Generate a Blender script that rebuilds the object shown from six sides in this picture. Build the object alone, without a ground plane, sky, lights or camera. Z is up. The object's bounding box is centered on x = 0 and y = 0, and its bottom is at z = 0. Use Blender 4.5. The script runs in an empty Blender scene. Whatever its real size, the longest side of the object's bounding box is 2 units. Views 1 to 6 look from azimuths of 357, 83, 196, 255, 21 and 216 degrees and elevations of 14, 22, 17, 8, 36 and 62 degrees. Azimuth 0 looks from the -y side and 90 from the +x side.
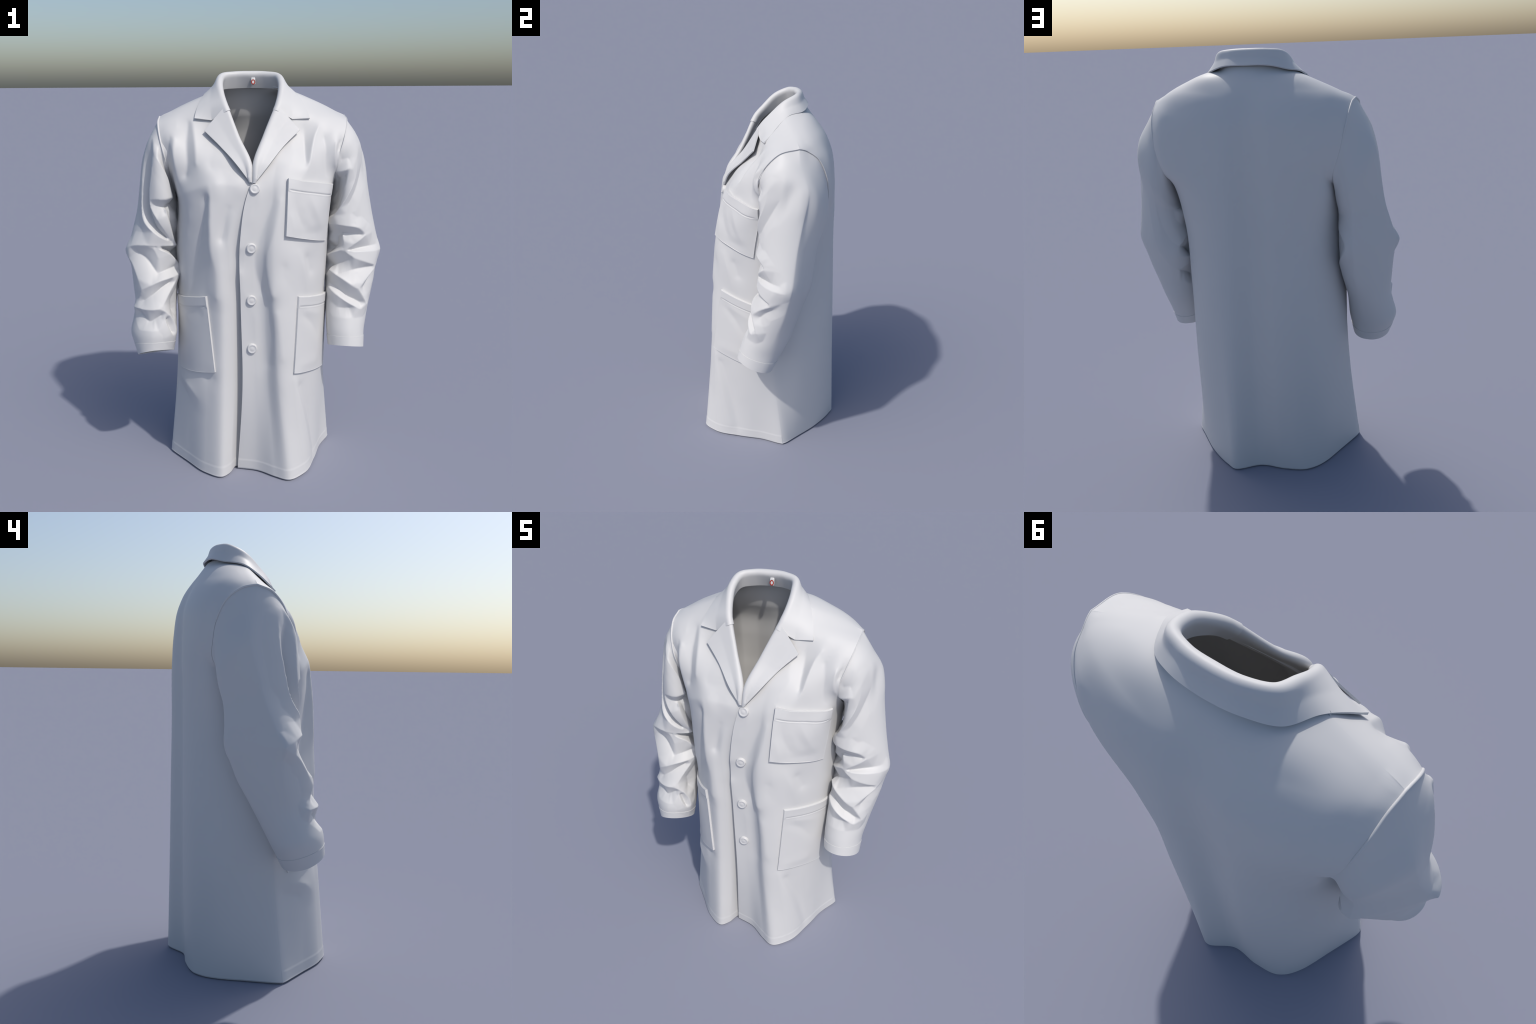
# White laboratory coat standing as if worn by an invisible person.
# Built like the garment: two front panels, a back panel, two sleeves lofted out
# of the armholes, a rolled collar with lapels, patch pockets, buttons, neck tag.
import bpy, math
import numpy as np
from mathutils.bvhtree import BVHTree
from mathutils import Vector
from mathutils.geometry import delaunay_2d_cdt

# ------------------------------------------------------------------ helpers
def spline(pts, n=None, at=None, knots=None):
    """Cubic Hermite (Catmull-Rom, chord length) through pts (k, ...)."""
    p = np.asarray(pts, float)
    k = len(p)
    if knots is None:
        d = np.linalg.norm(np.diff(p.reshape(k, -1), axis=0), axis=1)
        knots = np.concatenate([[0], np.cumsum(np.maximum(d, 1e-6))])
    knots = np.asarray(knots, float)
    if at is None:
        at = np.linspace(knots[0], knots[-1], n)
    h = np.diff(knots)
    sl = np.diff(p, axis=0) / h.reshape(-1, *[1] * (p.ndim - 1))
    m = np.empty_like(p)
    m[0], m[-1] = sl[0], sl[-1]
    for i in range(1, k - 1):
        m[i] = (sl[i - 1] * h[i] + sl[i] * h[i - 1]) / (h[i] + h[i - 1])
    i = np.clip(np.searchsorted(knots, at, side="right") - 1, 0, k - 2)
    t = ((at - knots[i]) / h[i]).reshape(-1, *[1] * (p.ndim - 1))
    hh = h[i].reshape(-1, *[1] * (p.ndim - 1))
    return ((2*t**3 - 3*t**2 + 1) * p[i] + (t**3 - 2*t**2 + t) * hh * m[i]
            + (-2*t**3 + 3*t**2) * p[i+1] + (t**3 - t**2) * hh * m[i+1])


def loft(rows, nu, nv):
    """Surface through rows of 3D stations -> grid (nv, nu, 3)."""
    rows = np.asarray(rows, float)
    mean = np.linalg.norm(np.diff(rows, axis=1), axis=2).mean(0)
    ku = np.concatenate([[0], np.cumsum(mean)])
    wide = np.stack([spline(r, nu, knots=ku) for r in rows])
    step = np.linalg.norm(np.diff(rows, axis=0), axis=2).mean(1)
    kv = np.concatenate([[0], np.cumsum(step)])
    return spline(wide, nv, knots=kv)


def grid_normals(P, closed=False):
    if closed:
        du = np.roll(P, -1, 1) - np.roll(P, 1, 1)
    else:
        du = np.gradient(P, axis=1)
    dv = np.gradient(P, axis=0)
    n = np.cross(du, dv)
    return n / np.maximum(np.linalg.norm(n, axis=2, keepdims=True), 1e-9)


def smoothstep(x):
    x = np.clip(x, 0, 1)
    return x * x * (3 - 2 * x)


def drape(P, lines, closed=False, blur=1.6, reach=0.045, seed=3, relax=60):
    """Wrinkles: a net of ridge and valley lines.  Each line is a list of nodes
    (x, z, height) seen from the front, or (x, y, z, height); between the lines the cloth is pulled
    straight, which gives the flat facets and sharp crests of stiff cotton."""
    nv, nu = P.shape[:2]
    N = grid_normals(P, closed)
    su = np.linalg.norm(np.diff(P, axis=1), axis=2).mean()
    sv = np.linalg.norm(np.diff(P, axis=0), axis=2).mean()
    front = np.where(N[..., 1].reshape(-1) < 0.25)[0]
    fx, fz = P.reshape(-1, 3)[front, 0], P.reshape(-1, 3)[front, 2]
    pts, pins = [], []
    for line in lines:
        nodes = []
        for *q, h in line:
            if len(q) == 3:
                k = ((P.reshape(-1, 3) - q)**2).sum(1).argmin()
            else:
                k = front[((fx - q[0])**2 + (fz - q[1])**2).argmin()]
            nodes.append((k % nu * su, k // nu * sv, h))
        nodes = np.array(nodes, float)
        if len(nodes) == 1:
            pts.append(nodes)
            continue
        L = np.linalg.norm(np.diff(nodes[:, :2], axis=0), axis=1).sum()
        d = np.concatenate([[0], np.cumsum(np.maximum(np.linalg.norm(np.diff(nodes[:, :2], axis=0), axis=1), 1e-6))])
        q = np.linspace(0, d[-1], max(3, int(L / 0.009)))
        pts.append(spline(nodes, at=q, knots=d) if len(nodes) > 2 else
                   np.stack([np.interp(q, d, nodes[:, c]) for c in range(3)], 1))
    for p in pts:  # the lines themselves stay put while the cloth between them is pulled tight
        d = np.concatenate([[0], np.cumsum(np.linalg.norm(np.diff(p[:, :2], axis=0), axis=1))])
        q = np.arange(0, d[-1] + 1e-9, 0.0015) if d[-1] > 0 else np.zeros(1)
        pins.append(np.stack([np.interp(q, d, p[:, c]) for c in range(3)], 1) if len(p) > 1 else p)
    pins = np.concatenate(pins)
    pts = np.concatenate(pts)
    keep = []
    for i, p in enumerate(pts):
        if all((pts[j, 0] - p[0])**2 + (pts[j, 1] - p[1])**2 > 0.0045**2 for j in keep):
            keep.append(i)
    pts = pts[keep]
    gu, gv = np.meshgrid(np.arange(-0.02, nu * su + 0.03, 0.03), np.arange(-0.02, nv * sv + 0.03, 0.03))
    zero = np.stack([gu.ravel(), gv.ravel()], 1)
    dist = np.full(len(zero), 9.0)
    for sh in ((-nu * su, 0, nu * su) if closed else (0,)):
        dd = np.sqrt(((zero[:, None] - (pts[None, :, :2] + [sh, 0]))**2).sum(2)).min(1)
        dist = np.minimum(dist, dd)
    zero = zero[dist > reach]
    all_pts = np.concatenate([pts, np.column_stack([zero, np.zeros(len(zero))])])
    if closed:
        per = nu * su
        inner = all_pts[(all_pts[:, 0] >= 0) & (all_pts[:, 0] < per)]
        all_pts = np.concatenate([inner] + [m + [sgn * per, 0, 0] for sgn, m in
                                 ((1, inner[inner[:, 0] < 0.12]), (-1, inner[inner[:, 0] > per - 0.12]))])
    rng = np.random.default_rng(seed)
    xy = all_pts[:, :2] + rng.uniform(-1e-4, 1e-4, (len(all_pts), 2))
    co, _, tri, orig, _, _ = delaunay_2d_cdt([Vector(p) for p in xy], [], [], 0, 1e-6)
    H = np.array([all_pts[o[0], 2] if o else 0.0 for o in orig])
    C = np.array([tuple(c) for c in co]) / [su, sv]
    D = np.zeros((nv, nu))
    for t in tri:
        p, h = C[list(t)], H[list(t)]
        if not h.any():
            continue
        i0, j0 = np.maximum(np.ceil(p.min(0)).astype(int), 0)
        i1, j1 = np.minimum(np.floor(p.max(0)).astype(int), [nu - 1, nv - 1])
        if i1 < i0 or j1 < j0:
            continue
        ii, jj = np.meshgrid(np.arange(i0, i1 + 1), np.arange(j0, j1 + 1))
        e1, e2 = p[1] - p[0], p[2] - p[0]
        det = e1[0] * e2[1] - e1[1] * e2[0]
        if abs(det) < 1e-9:
            continue
        rx, ry = ii - p[0, 0], jj - p[0, 1]
        b1, b2 = (rx * e2[1] - ry * e2[0]) / det, (e1[0] * ry - e1[1] * rx) / det
        m = (b1 > -1e-6) & (b2 > -1e-6) & (b1 + b2 < 1 + 1e-6)
        D[jj[m], ii[m]] = (h[0] + b1 * (h[1] - h[0]) + b2 * (h[2] - h[0]))[m]
    fixed = np.zeros((nv, nu), bool)
    pj = np.clip(np.round(pins[:, 1] / sv).astype(int), 0, nv - 1)
    pi = np.round(pins[:, 0] / su).astype(int)
    pi = pi % nu if closed else np.clip(pi, 0, nu - 1)
    D[pj, pi] = pins[:, 2]
    fixed[pj, pi] = True
    fixed |= D == 0
    hold = D.copy()
    for _ in range(relax):
        L = np.roll(D, 1, 1) if closed else np.pad(D, ((0, 0), (1, 0)), mode="edge")[:, :-1]
        R = np.roll(D, -1, 1) if closed else np.pad(D, ((0, 0), (0, 1)), mode="edge")[:, 1:]
        U = np.pad(D, ((1, 0), (0, 0)), mode="edge")[:-1]
        B = np.pad(D, ((0, 1), (0, 0)), mode="edge")[1:]
        wu, wv = 1 / su**2, 1 / sv**2
        D = np.where(fixed, hold, (wu * (L + R) + wv * (U + B)) / (2 * wu + 2 * wv))
    # cloth thickness rounds the crests
    r = np.arange(-9, 10)
    for axis, step in ((1, su), (0, sv)):
        g = np.exp(-0.5 * (r * step / (blur * 0.0025))**2)
        g /= g.sum()
        pad = [(0, 0), (0, 0)]
        pad[axis] = (9, 9)
        E = np.pad(D, pad, mode="wrap" if closed and axis == 1 else "edge")
        D = sum(w * np.take(E, np.arange(D.shape[axis]) + k, axis=axis) for k, w in enumerate(g))
    return P + N * D[..., None]


def finish_mesh(name, verts, faces, mat, parent, sharp=42.0):
    me = bpy.data.meshes.new(name)
    me.from_pydata([tuple(v) for v in verts], [], faces)
    me.validate()
    me.polygons.foreach_set("use_smooth", [True] * len(me.polygons))
    me.set_sharp_from_angle(angle=math.radians(sharp))
    me.materials.append(mat)
    ob = bpy.data.objects.new(name, me)
    bpy.context.scene.collection.objects.link(ob)
    ob.parent = parent
    return ob


def sheet(name, P, thick, mat, parent, closed=False, sharp=42.0, lip=0.0):
    """Cloth: outer skin P, inner skin, rounded rims."""
    nv, nu = P.shape[:2]
    N = grid_normals(P, closed)
    Q = P - N * (thick[..., None] if isinstance(thick, np.ndarray) else thick)
    if lip:  # the hem's edge is turned under: the outer skin ends a little above the inner one
        P = P.copy()
        Q[0, :, 2] = P[0, :, 2]
        P[:4, :, 2] += lip * np.array([1, 0.62, 0.3, 0.1])[:, None]
    verts = np.concatenate([P.reshape(-1, 3), Q.reshape(-1, 3)])
    o = nv * nu
    faces = []
    cols = nu if closed else nu - 1
    for j in range(nv - 1):
        for i in range(cols):
            a, b = j * nu + i, j * nu + (i + 1) % nu
            c, d = b + nu, a + nu
            faces.append((a, b, c, d))
            faces.append((o + a, o + d, o + c, o + b))
    def rim(loop, flip):
        for a, b in zip(loop[:-1], loop[1:]):
            faces.append((b, a, o + a, o + b) if not flip else (a, b, o + b, o + a))
    bottom = list(range(nu)) + ([0] if closed else [])
    top = [(nv - 1) * nu + i for i in range(nu)] + ([(nv - 1) * nu] if closed else [])
    rim(bottom, False)
    rim(top, True)
    if not closed:
        rim([j * nu for j in range(nv)], True)
        rim([j * nu + nu - 1 for j in range(nv)], False)
    return finish_mesh(name, verts, faces, mat, parent, sharp)


# ------------------------------------------------------------------ materials
def cloth(name, colour, rough=0.52, grain=0.08):
    m = bpy.data.materials.new(name)
    m.use_nodes = True
    nt = m.node_tree
    b = nt.nodes["Principled BSDF"]
    tc = nt.nodes.new("ShaderNodeTexCoord")
    n1 = nt.nodes.new("ShaderNodeTexNoise")
    n1.inputs["Scale"].default_value = 5.0
    n1.inputs["Detail"].default_value = 4.0
    mix = nt.nodes.new("ShaderNodeMix")
    mix.data_type = "RGBA"
    mix.inputs["A"].default_value = (*[c * 0.985 for c in colour], 1)
    mix.inputs["B"].default_value = (*[min(1, c * 1.015) for c in colour], 1)
    nt.links.new(tc.outputs["Object"], n1.inputs["Vector"])
    nt.links.new(n1.outputs["Fac"], mix.inputs["Factor"])
    nt.links.new(mix.outputs["Result"], b.inputs["Base Color"])
    n2 = nt.nodes.new("ShaderNodeTexNoise")
    n2.inputs["Scale"].default_value = 420.0
    nt.links.new(tc.outputs["Object"], n2.inputs["Vector"])
    bu = nt.nodes.new("ShaderNodeBump")
    bu.inputs["Strength"].default_value = grain
    bu.inputs["Distance"].default_value = 0.0006
    nt.links.new(n2.outputs["Fac"], bu.inputs["Height"])
    nt.links.new(bu.outputs["Normal"], b.inputs["Normal"])
    b.inputs["Roughness"].default_value = rough
    b.inputs["Specular IOR Level"].default_value = 0.45
    return m


WHITE = cloth("white_cotton", (0.62, 0.62, 0.62))
BUTTON = cloth("white_button_plastic", (0.62, 0.62, 0.62), rough=0.45, grain=0.0)
RED = cloth("red_print", (0.34, 0.020, 0.008), rough=0.6, grain=0.0)

coat = bpy.data.objects.new("lab_coat", None)
bpy.context.scene.collection.objects.link(coat)
coat["label"] = "long white lab coat with collar, pockets and four buttons"
coat["category"] = "lab coat"

T = 0.007  # cloth thickness


def level(z, *xy):
    return [(x, y, z) for x, y in xy]


# ------------------------------------------------------------------ body panels
# stations run from the side seam to the front opening (right front, wearer's right = -x)
RIGHT_FRONT = [
    level(0.0, (-0.476, -0.054), (-0.38, -0.18), (-0.284, -0.300), (-0.197, -0.350), (-0.155, -0.314), (-0.119, -0.250), (-0.05, -0.266)),
    level(0.5, (-0.425, -0.02), (-0.355, -0.165), (-0.265, -0.265), (-0.185, -0.307), (-0.135, -0.284), (-0.09, -0.255), (-0.03, -0.276)),
    level(0.9, (-0.412, 0.0), (-0.352, -0.138), (-0.260, -0.232), (-0.185, -0.278), (-0.14, -0.268), (-0.09, -0.249), (-0.03, -0.264)),
    level(1.2, (-0.415, 0.03), (-0.362, -0.122), (-0.275, -0.212), (-0.20, -0.250), (-0.15, -0.250), (-0.10, -0.245), (-0.04, -0.258)),
    [(-0.405, 0.10, 1.370), (-0.372, -0.105, 1.385), (-0.285, -0.200, 1.385), (-0.205, -0.231, 1.385), (-0.15, -0.238, 1.385), (-0.09, -0.236, 1.385), (-0.03, -0.236, 1.385)],
    [(-0.418, 0.020, 1.440), (-0.380, -0.105, 1.460), (-0.285, -0.183, 1.465), (-0.205, -0.219, 1.465), (-0.15, -0.221, 1.465), (-0.09, -0.226, 1.465), (-0.035, -0.222, 1.465)],
    [(-0.440, -0.055, 1.555), (-0.385, -0.110, 1.565), (-0.30, -0.147, 1.570), (-0.23, -0.164, 1.575), (-0.17, -0.170, 1.575), (-0.11, -0.172, 1.570), (-0.062, -0.176, 1.560)],
    [(-0.470, -0.035, 1.680), (-0.42, -0.060, 1.690), (-0.33, -0.070, 1.695), (-0.26, -0.070, 1.700), (-0.20, -0.076, 1.700), (-0.15, -0.084, 1.700), (-0.112, -0.090, 1.690)],
    [(-0.481, 0.020, 1.748), (-0.42, 0.004, 1.763), (-0.35, -0.004, 1.776), (-0.28, -0.012, 1.788), (-0.22, -0.020, 1.796), (-0.175, -0.024, 1.800), (-0.148, -0.026, 1.800)],
    [(-0.477, 0.088, 1.777), (-0.42, 0.085, 1.808), (-0.36, 0.082, 1.834), (-0.30, 0.078, 1.860), (-0.25, 0.072, 1.882), (-0.21, 0.062, 1.899), (-0.184, 0.053, 1.910)],
]
# left front (wearer's left = +x), overlaps the right one; from the opening to the side seam
LEFT_FRONT = [
    level(0.0, (-0.115, -0.268), (-0.012, -0.300), (0.07, -0.362), (0.14, -0.399), (0.22, -0.345), (0.290, -0.210), (0.338, -0.075), (0.410, 0.042)),
    level(0.5, (-0.086, -0.296), (-0.02, -0.292), (0.035, -0.302), (0.09, -0.346), (0.16, -0.330), (0.252, -0.236), (0.330, -0.112), (0.362, 0.0)),
    level(0.9, (-0.091, -0.281), (-0.03, -0.279), (0.02, -0.284), (0.07, -0.318), (0.14, -0.306), (0.235, -0.225), (0.330, -0.100), (0.37, 0.02)),
    level(1.2, (-0.091, -0.271), (-0.03, -0.271), (0.02, -0.271), (0.07, -0.290), (0.13, -0.285), (0.23, -0.220), (0.338, -0.115), (0.385, 0.03)),
    [(-0.065, -0.248, 1.385), (-0.01, -0.248, 1.385), (0.04, -0.248, 1.385), (0.09, -0.255, 1.385), (0.15, -0.248, 1.385), (0.245, -0.200, 1.385), (0.352, -0.118, 1.385), (0.402, 0.10, 1.370)],
    [(-0.045, -0.238, 1.450), (0.005, -0.234, 1.460), (0.05, -0.234, 1.465), (0.10, -0.238, 1.465), (0.16, -0.225, 1.465), (0.255, -0.180, 1.465), (0.360, -0.110, 1.460), (0.400, 0.00, 1.450)],
    [(0.002, -0.176, 1.560), (0.05, -0.183, 1.565), (0.09, -0.186, 1.570), (0.14, -0.183, 1.570), (0.19, -0.174, 1.570), (0.26, -0.152, 1.570), (0.345, -0.120, 1.565), (0.402, -0.082, 1.560)],
    [(0.060, -0.096, 1.690), (0.10, -0.084, 1.700), (0.135, -0.078, 1.700), (0.175, -0.078, 1.700), (0.225, -0.072, 1.700), (0.295, -0.066, 1.695), (0.380, -0.074, 1.685), (0.436, -0.066, 1.672)],
    [(0.110, -0.024, 1.800), (0.135, -0.027, 1.800), (0.165, -0.027, 1.800), (0.205, -0.025, 1.796), (0.255, -0.021, 1.789), (0.325, -0.014, 1.778), (0.405, -0.002, 1.764), (0.461, 0.007, 1.752)],
    [(0.148, 0.053, 1.914), (0.165, 0.058, 1.909), (0.19, 0.065, 1.901), (0.225, 0.074, 1.888), (0.27, 0.083, 1.869), (0.33, 0.094, 1.844), (0.40, 0.103, 1.812), (0.465, 0.110, 1.778)],
]
# back, from the left side seam (+x) to the right one
BACK = [
    level(0.0, (0.410, 0.042), (0.335, 0.145), (0.254, 0.254), (0.13, 0.372), (0.07, 0.400), (-0.035, 0.342), (-0.16, 0.345), (-0.27, 0.325), (-0.345, 0.245), (-0.41, 0.10), (-0.476, -0.054)),
    level(0.5, (0.362, 0.0), (0.345, 0.140), (0.280, 0.250), (0.15, 0.360), (0.07, 0.388), (-0.03, 0.340), (-0.15, 0.351), (-0.26, 0.322), (-0.340, 0.242), (-0.395, 0.11), (-0.425, -0.02)),
    level(0.9, (0.37, 0.02), (0.345, 0.145), (0.280, 0.248), (0.16, 0.355), (0.07, 0.380), (-0.03, 0.337), (-0.15, 0.352), (-0.26, 0.318), (-0.335, 0.232), (-0.385, 0.12), (-0.412, 0.0)),
    level(1.2, (0.385, 0.03), (0.350, 0.160), (0.287, 0.252), (0.17, 0.348), (0.07, 0.374), (-0.03, 0.335), (-0.15, 0.350), (-0.26, 0.318), (-0.342, 0.243), (-0.386, 0.135), (-0.415, 0.03)),
    [(0.402, 0.10, 1.370), (0.372, 0.200, 1.385), (0.31, 0.280, 1.385), (0.18, 0.354, 1.385), (0.07, 0.372, 1.385), (-0.03, 0.336, 1.385), (-0.15, 0.352, 1.385), (-0.27, 0.332, 1.385), (-0.365, 0.275, 1.385), (-0.395, 0.18, 1.385), (-0.405, 0.10, 1.370)],
    [(0.392, 0.250, 1.445), (0.370, 0.284, 1.46), (0.32, 0.314, 1.46), (0.18, 0.354, 1.46), (0.07, 0.370, 1.46), (-0.03, 0.339, 1.46), (-0.15, 0.356, 1.46), (-0.26, 0.342, 1.46), (-0.35, 0.300, 1.46), (-0.380, 0.270, 1.455), (-0.397, 0.245, 1.440)],
    [(0.425, 0.268, 1.565), (0.39, 0.293, 1.575), (0.32, 0.318, 1.58), (0.18, 0.349, 1.58), (0.07, 0.362, 1.58), (-0.03, 0.338, 1.58), (-0.15, 0.352, 1.58), (-0.26, 0.341, 1.58), (-0.35, 0.317, 1.575), (-0.40, 0.291, 1.57), (-0.432, 0.268, 1.560)],
    [(0.450, 0.212, 1.718), (0.39, 0.258, 1.728), (0.32, 0.286, 1.730), (0.18, 0.324, 1.73), (0.07, 0.335, 1.72), (-0.03, 0.324, 1.72), (-0.15, 0.332, 1.725), (-0.26, 0.315, 1.73), (-0.35, 0.288, 1.732), (-0.41, 0.257, 1.726), (-0.464, 0.220, 1.712)],
    [(0.456, 0.154, 1.763), (0.40, 0.192, 1.790), (0.32, 0.228, 1.816), (0.18, 0.276, 1.820), (0.07, 0.296, 1.805), (-0.03, 0.290, 1.805), (-0.15, 0.280, 1.815), (-0.26, 0.252, 1.821), (-0.36, 0.217, 1.809), (-0.42, 0.187, 1.788), (-0.470, 0.155, 1.762)],
    [(0.462, 0.128, 1.774), (0.39, 0.140, 1.818), (0.30, 0.158, 1.857), (0.17, 0.205, 1.890), (0.06, 0.240, 1.878), (-0.03, 0.243, 1.878), (-0.14, 0.218, 1.888), (-0.23, 0.183, 1.880), (-0.33, 0.150, 1.847), (-0.41, 0.130, 1.811), (-0.475, 0.112, 1.774)],
    [(0.465, 0.110, 1.778), (0.38, 0.100, 1.821), (0.28, 0.085, 1.867), (0.165, 0.095, 1.912), (0.075, 0.192, 1.925), (-0.04, 0.205, 1.925), (-0.165, 0.150, 1.922), (-0.215, 0.064, 1.899), (-0.30, 0.078, 1.860), (-0.40, 0.084, 1.817), (-0.477, 0.088, 1.777)],
]
ARMPIT_ROW = 4  # index of the row that passes through the armpit

NU, NV = 170, 460
right_front = loft(RIGHT_FRONT, NU, NV)
left_front = loft(LEFT_FRONT, NU, NV)
back = loft(BACK, 230, NV)


def resample(line, n):
    d = np.concatenate([[0], np.cumsum(np.linalg.norm(np.diff(line, axis=0), axis=1))])
    s = np.linspace(0, d[-1], n)
    return np.stack([np.interp(s, d, line[:, k]) for k in range(3)], 1)


def snap_edge(edge, target, reach=0.03):
    """Pull a panel's edge onto its neighbour's edge where the two are sewn."""
    a, b = target[:-1], target[1:]
    ab = b - a
    out = edge.copy()
    for k, p in enumerate(edge):
        t = np.clip(((p - a) * ab).sum(1) / np.maximum((ab**2).sum(1), 1e-12), 0, 1)
        q = a + t[:, None] * ab
        d = np.linalg.norm(q - p, axis=1)
        j = d.argmin()
        if d[j] < reach:
            out[k] = q[j]
    return out


def armpit_index(rows):
    rows = np.asarray(rows, float)
    step = np.linalg.norm(np.diff(rows, axis=0), axis=2).mean(1)
    kv = np.concatenate([[0], np.cumsum(step)])
    return int(round(kv[ARMPIT_ROW] / kv[-1] * (NV - 1)))


ia_r, ia_l, ia_b = armpit_index(RIGHT_FRONT), armpit_index(LEFT_FRONT), armpit_index(BACK)
back[:ia_b + 1, 0] = snap_edge(back[:ia_b + 1, 0], left_front[:ia_l + 1, -1])
back[:ia_b + 1, -1] = snap_edge(back[:ia_b + 1, -1], right_front[:ia_r + 1, 0])
top = back[-1].copy()
top[:70] = snap_edge(top[:70], left_front[-1], 0.02)
top[-85:] = snap_edge(top[-85:], right_front[-1], 0.02)
back[-1] = top


def round_seam(A, B, curve, radius, reach, fade):
    """Round the corner where panels A and B are sewn along curve (no seam line shows)."""
    cs = resample(curve, 120)
    tangent = np.gradient(cs, axis=0)
    tangent /= np.linalg.norm(tangent, axis=1, keepdims=True)
    picked = []
    for G in (A, B):
        X = G.reshape(-1, 3)
        lo, hi = cs.min(0) - reach, cs.max(0) + reach
        k = np.where(((X > lo) & (X < hi)).all(1))[0]
        D = np.sqrt(((X[k][:, None] - cs[None])**2).sum(2))
        near = D.min(1) < reach
        area = np.linalg.norm(np.diff(G, axis=1), axis=2).mean() * np.linalg.norm(np.diff(G, axis=0), axis=2).mean()
        picked.append((X, k[near], D[near].min(1), D[near].argmin(1), area))
    src = np.concatenate([p[0][p[1]][::3] for p in picked])
    wgt = np.concatenate([np.full(len(p[1][::3]), p[4]) for p in picked])
    new = []
    for X, k, d, j, _ in picked:
        out = np.empty((len(k), 3))
        for c in range(0, len(k), 1500):
            x = X[k[c:c + 1500]]
            w = np.exp(-((x[:, None] - src[None])**2).sum(2) / radius**2) * wgt
            out[c:c + 1500] = w @ src / w.sum(1)[:, None]
        move = out - X[k]
        move -= tangent[j] * (move * tangent[j]).sum(1)[:, None]
        amount = smoothstep((reach - d) / (reach * 0.6)) * fade(cs[j])
        new.append(X[k] + move * amount[:, None])
    for (X, k, *_), v in zip(picked, new):
        X[k] = v


# armhole loops: shoulder -> front -> armpit -> back -> shoulder
RING = 240
def armhole(front_edge, back_edge):
    f = resample(front_edge[::-1], RING // 2 + 1)
    b = resample(back_edge, RING // 2 + 1)
    return np.concatenate([f[:-1], b[:-1]])


right_front, left_front, back = [np.ascontiguousarray(g) for g in (right_front, left_front, back)]
for g, edge in ((left_front, left_front[:ia_l + 1, -1].copy()), (right_front, right_front[:ia_r + 1, 0].copy())):
    round_seam(g, back, edge, 0.030, 0.080, lambda c: smoothstep((1.36 - c[:, 2]) / 0.06))
for g in (left_front, right_front):
    edge = g[-1].copy()
    edge = edge[np.argsort(np.abs(edge[:, 0]))]
    round_seam(g, back, edge, 0.038, 0.095, lambda c: smoothstep((0.462 - np.abs(c[:, 0])) / 0.05))
hole_r = armhole(right_front[ia_r:, 0], back[ia_b:, -1])
hole_l = armhole(left_front[ia_l:, -1], back[ia_b:, 0])

# ridge and valley lines of the front panels
FRONT_R_NET = [
    [(-0.418, 1.683, -0.006), (-0.434, 1.574, -0.015), (-0.433, 1.520, -0.006)],
    [(-0.397, 1.678, 0.005), (-0.396, 1.576, 0.011), (-0.372, 1.469, 0.009)],
    [(-0.329, 1.756, -0.005), (-0.339, 1.646, -0.015), (-0.350, 1.502, -0.012)],
    [(-0.309, 1.756, 0.005), (-0.296, 1.645, 0.013), (-0.291, 1.561, 0.009)],
    [(-0.362, 1.413, 0.006), (-0.295, 1.446, 0.011), (-0.230, 1.470, 0.015), (-0.157, 1.470, 0.011), (-0.099, 1.466, 0.006)],
    [(-0.230, 1.466, 0.017), (-0.229, 1.368, 0.019), (-0.228, 1.252, 0.021), (-0.222, 1.136, 0.017), (-0.208, 1.077, 0.013), (-0.203, 0.923, 0.011)],
    [(-0.244, 1.413, -0.006), (-0.269, 1.308, -0.015), (-0.304, 1.124, -0.019), (-0.338, 0.961, -0.013), (-0.353, 0.897, -0.007)],
    [(-0.142, 1.368, -0.002), (-0.167, 1.265, -0.006), (-0.181, 1.209, -0.005)],
    [(-0.119, 1.338, 0.002), (-0.151, 1.196, 0.006), (-0.172, 1.085, 0.006)],
    [(-0.394, 0.448, 0.006), (-0.350, 0.431, 0.015), (-0.310, 0.388, 0.006)],
    [(-0.412, 0.406, -0.006), (-0.367, 0.376, -0.006)],
    [(-0.273, 0.500, -0.006), (-0.232, 0.517, -0.006)],
]
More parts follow.
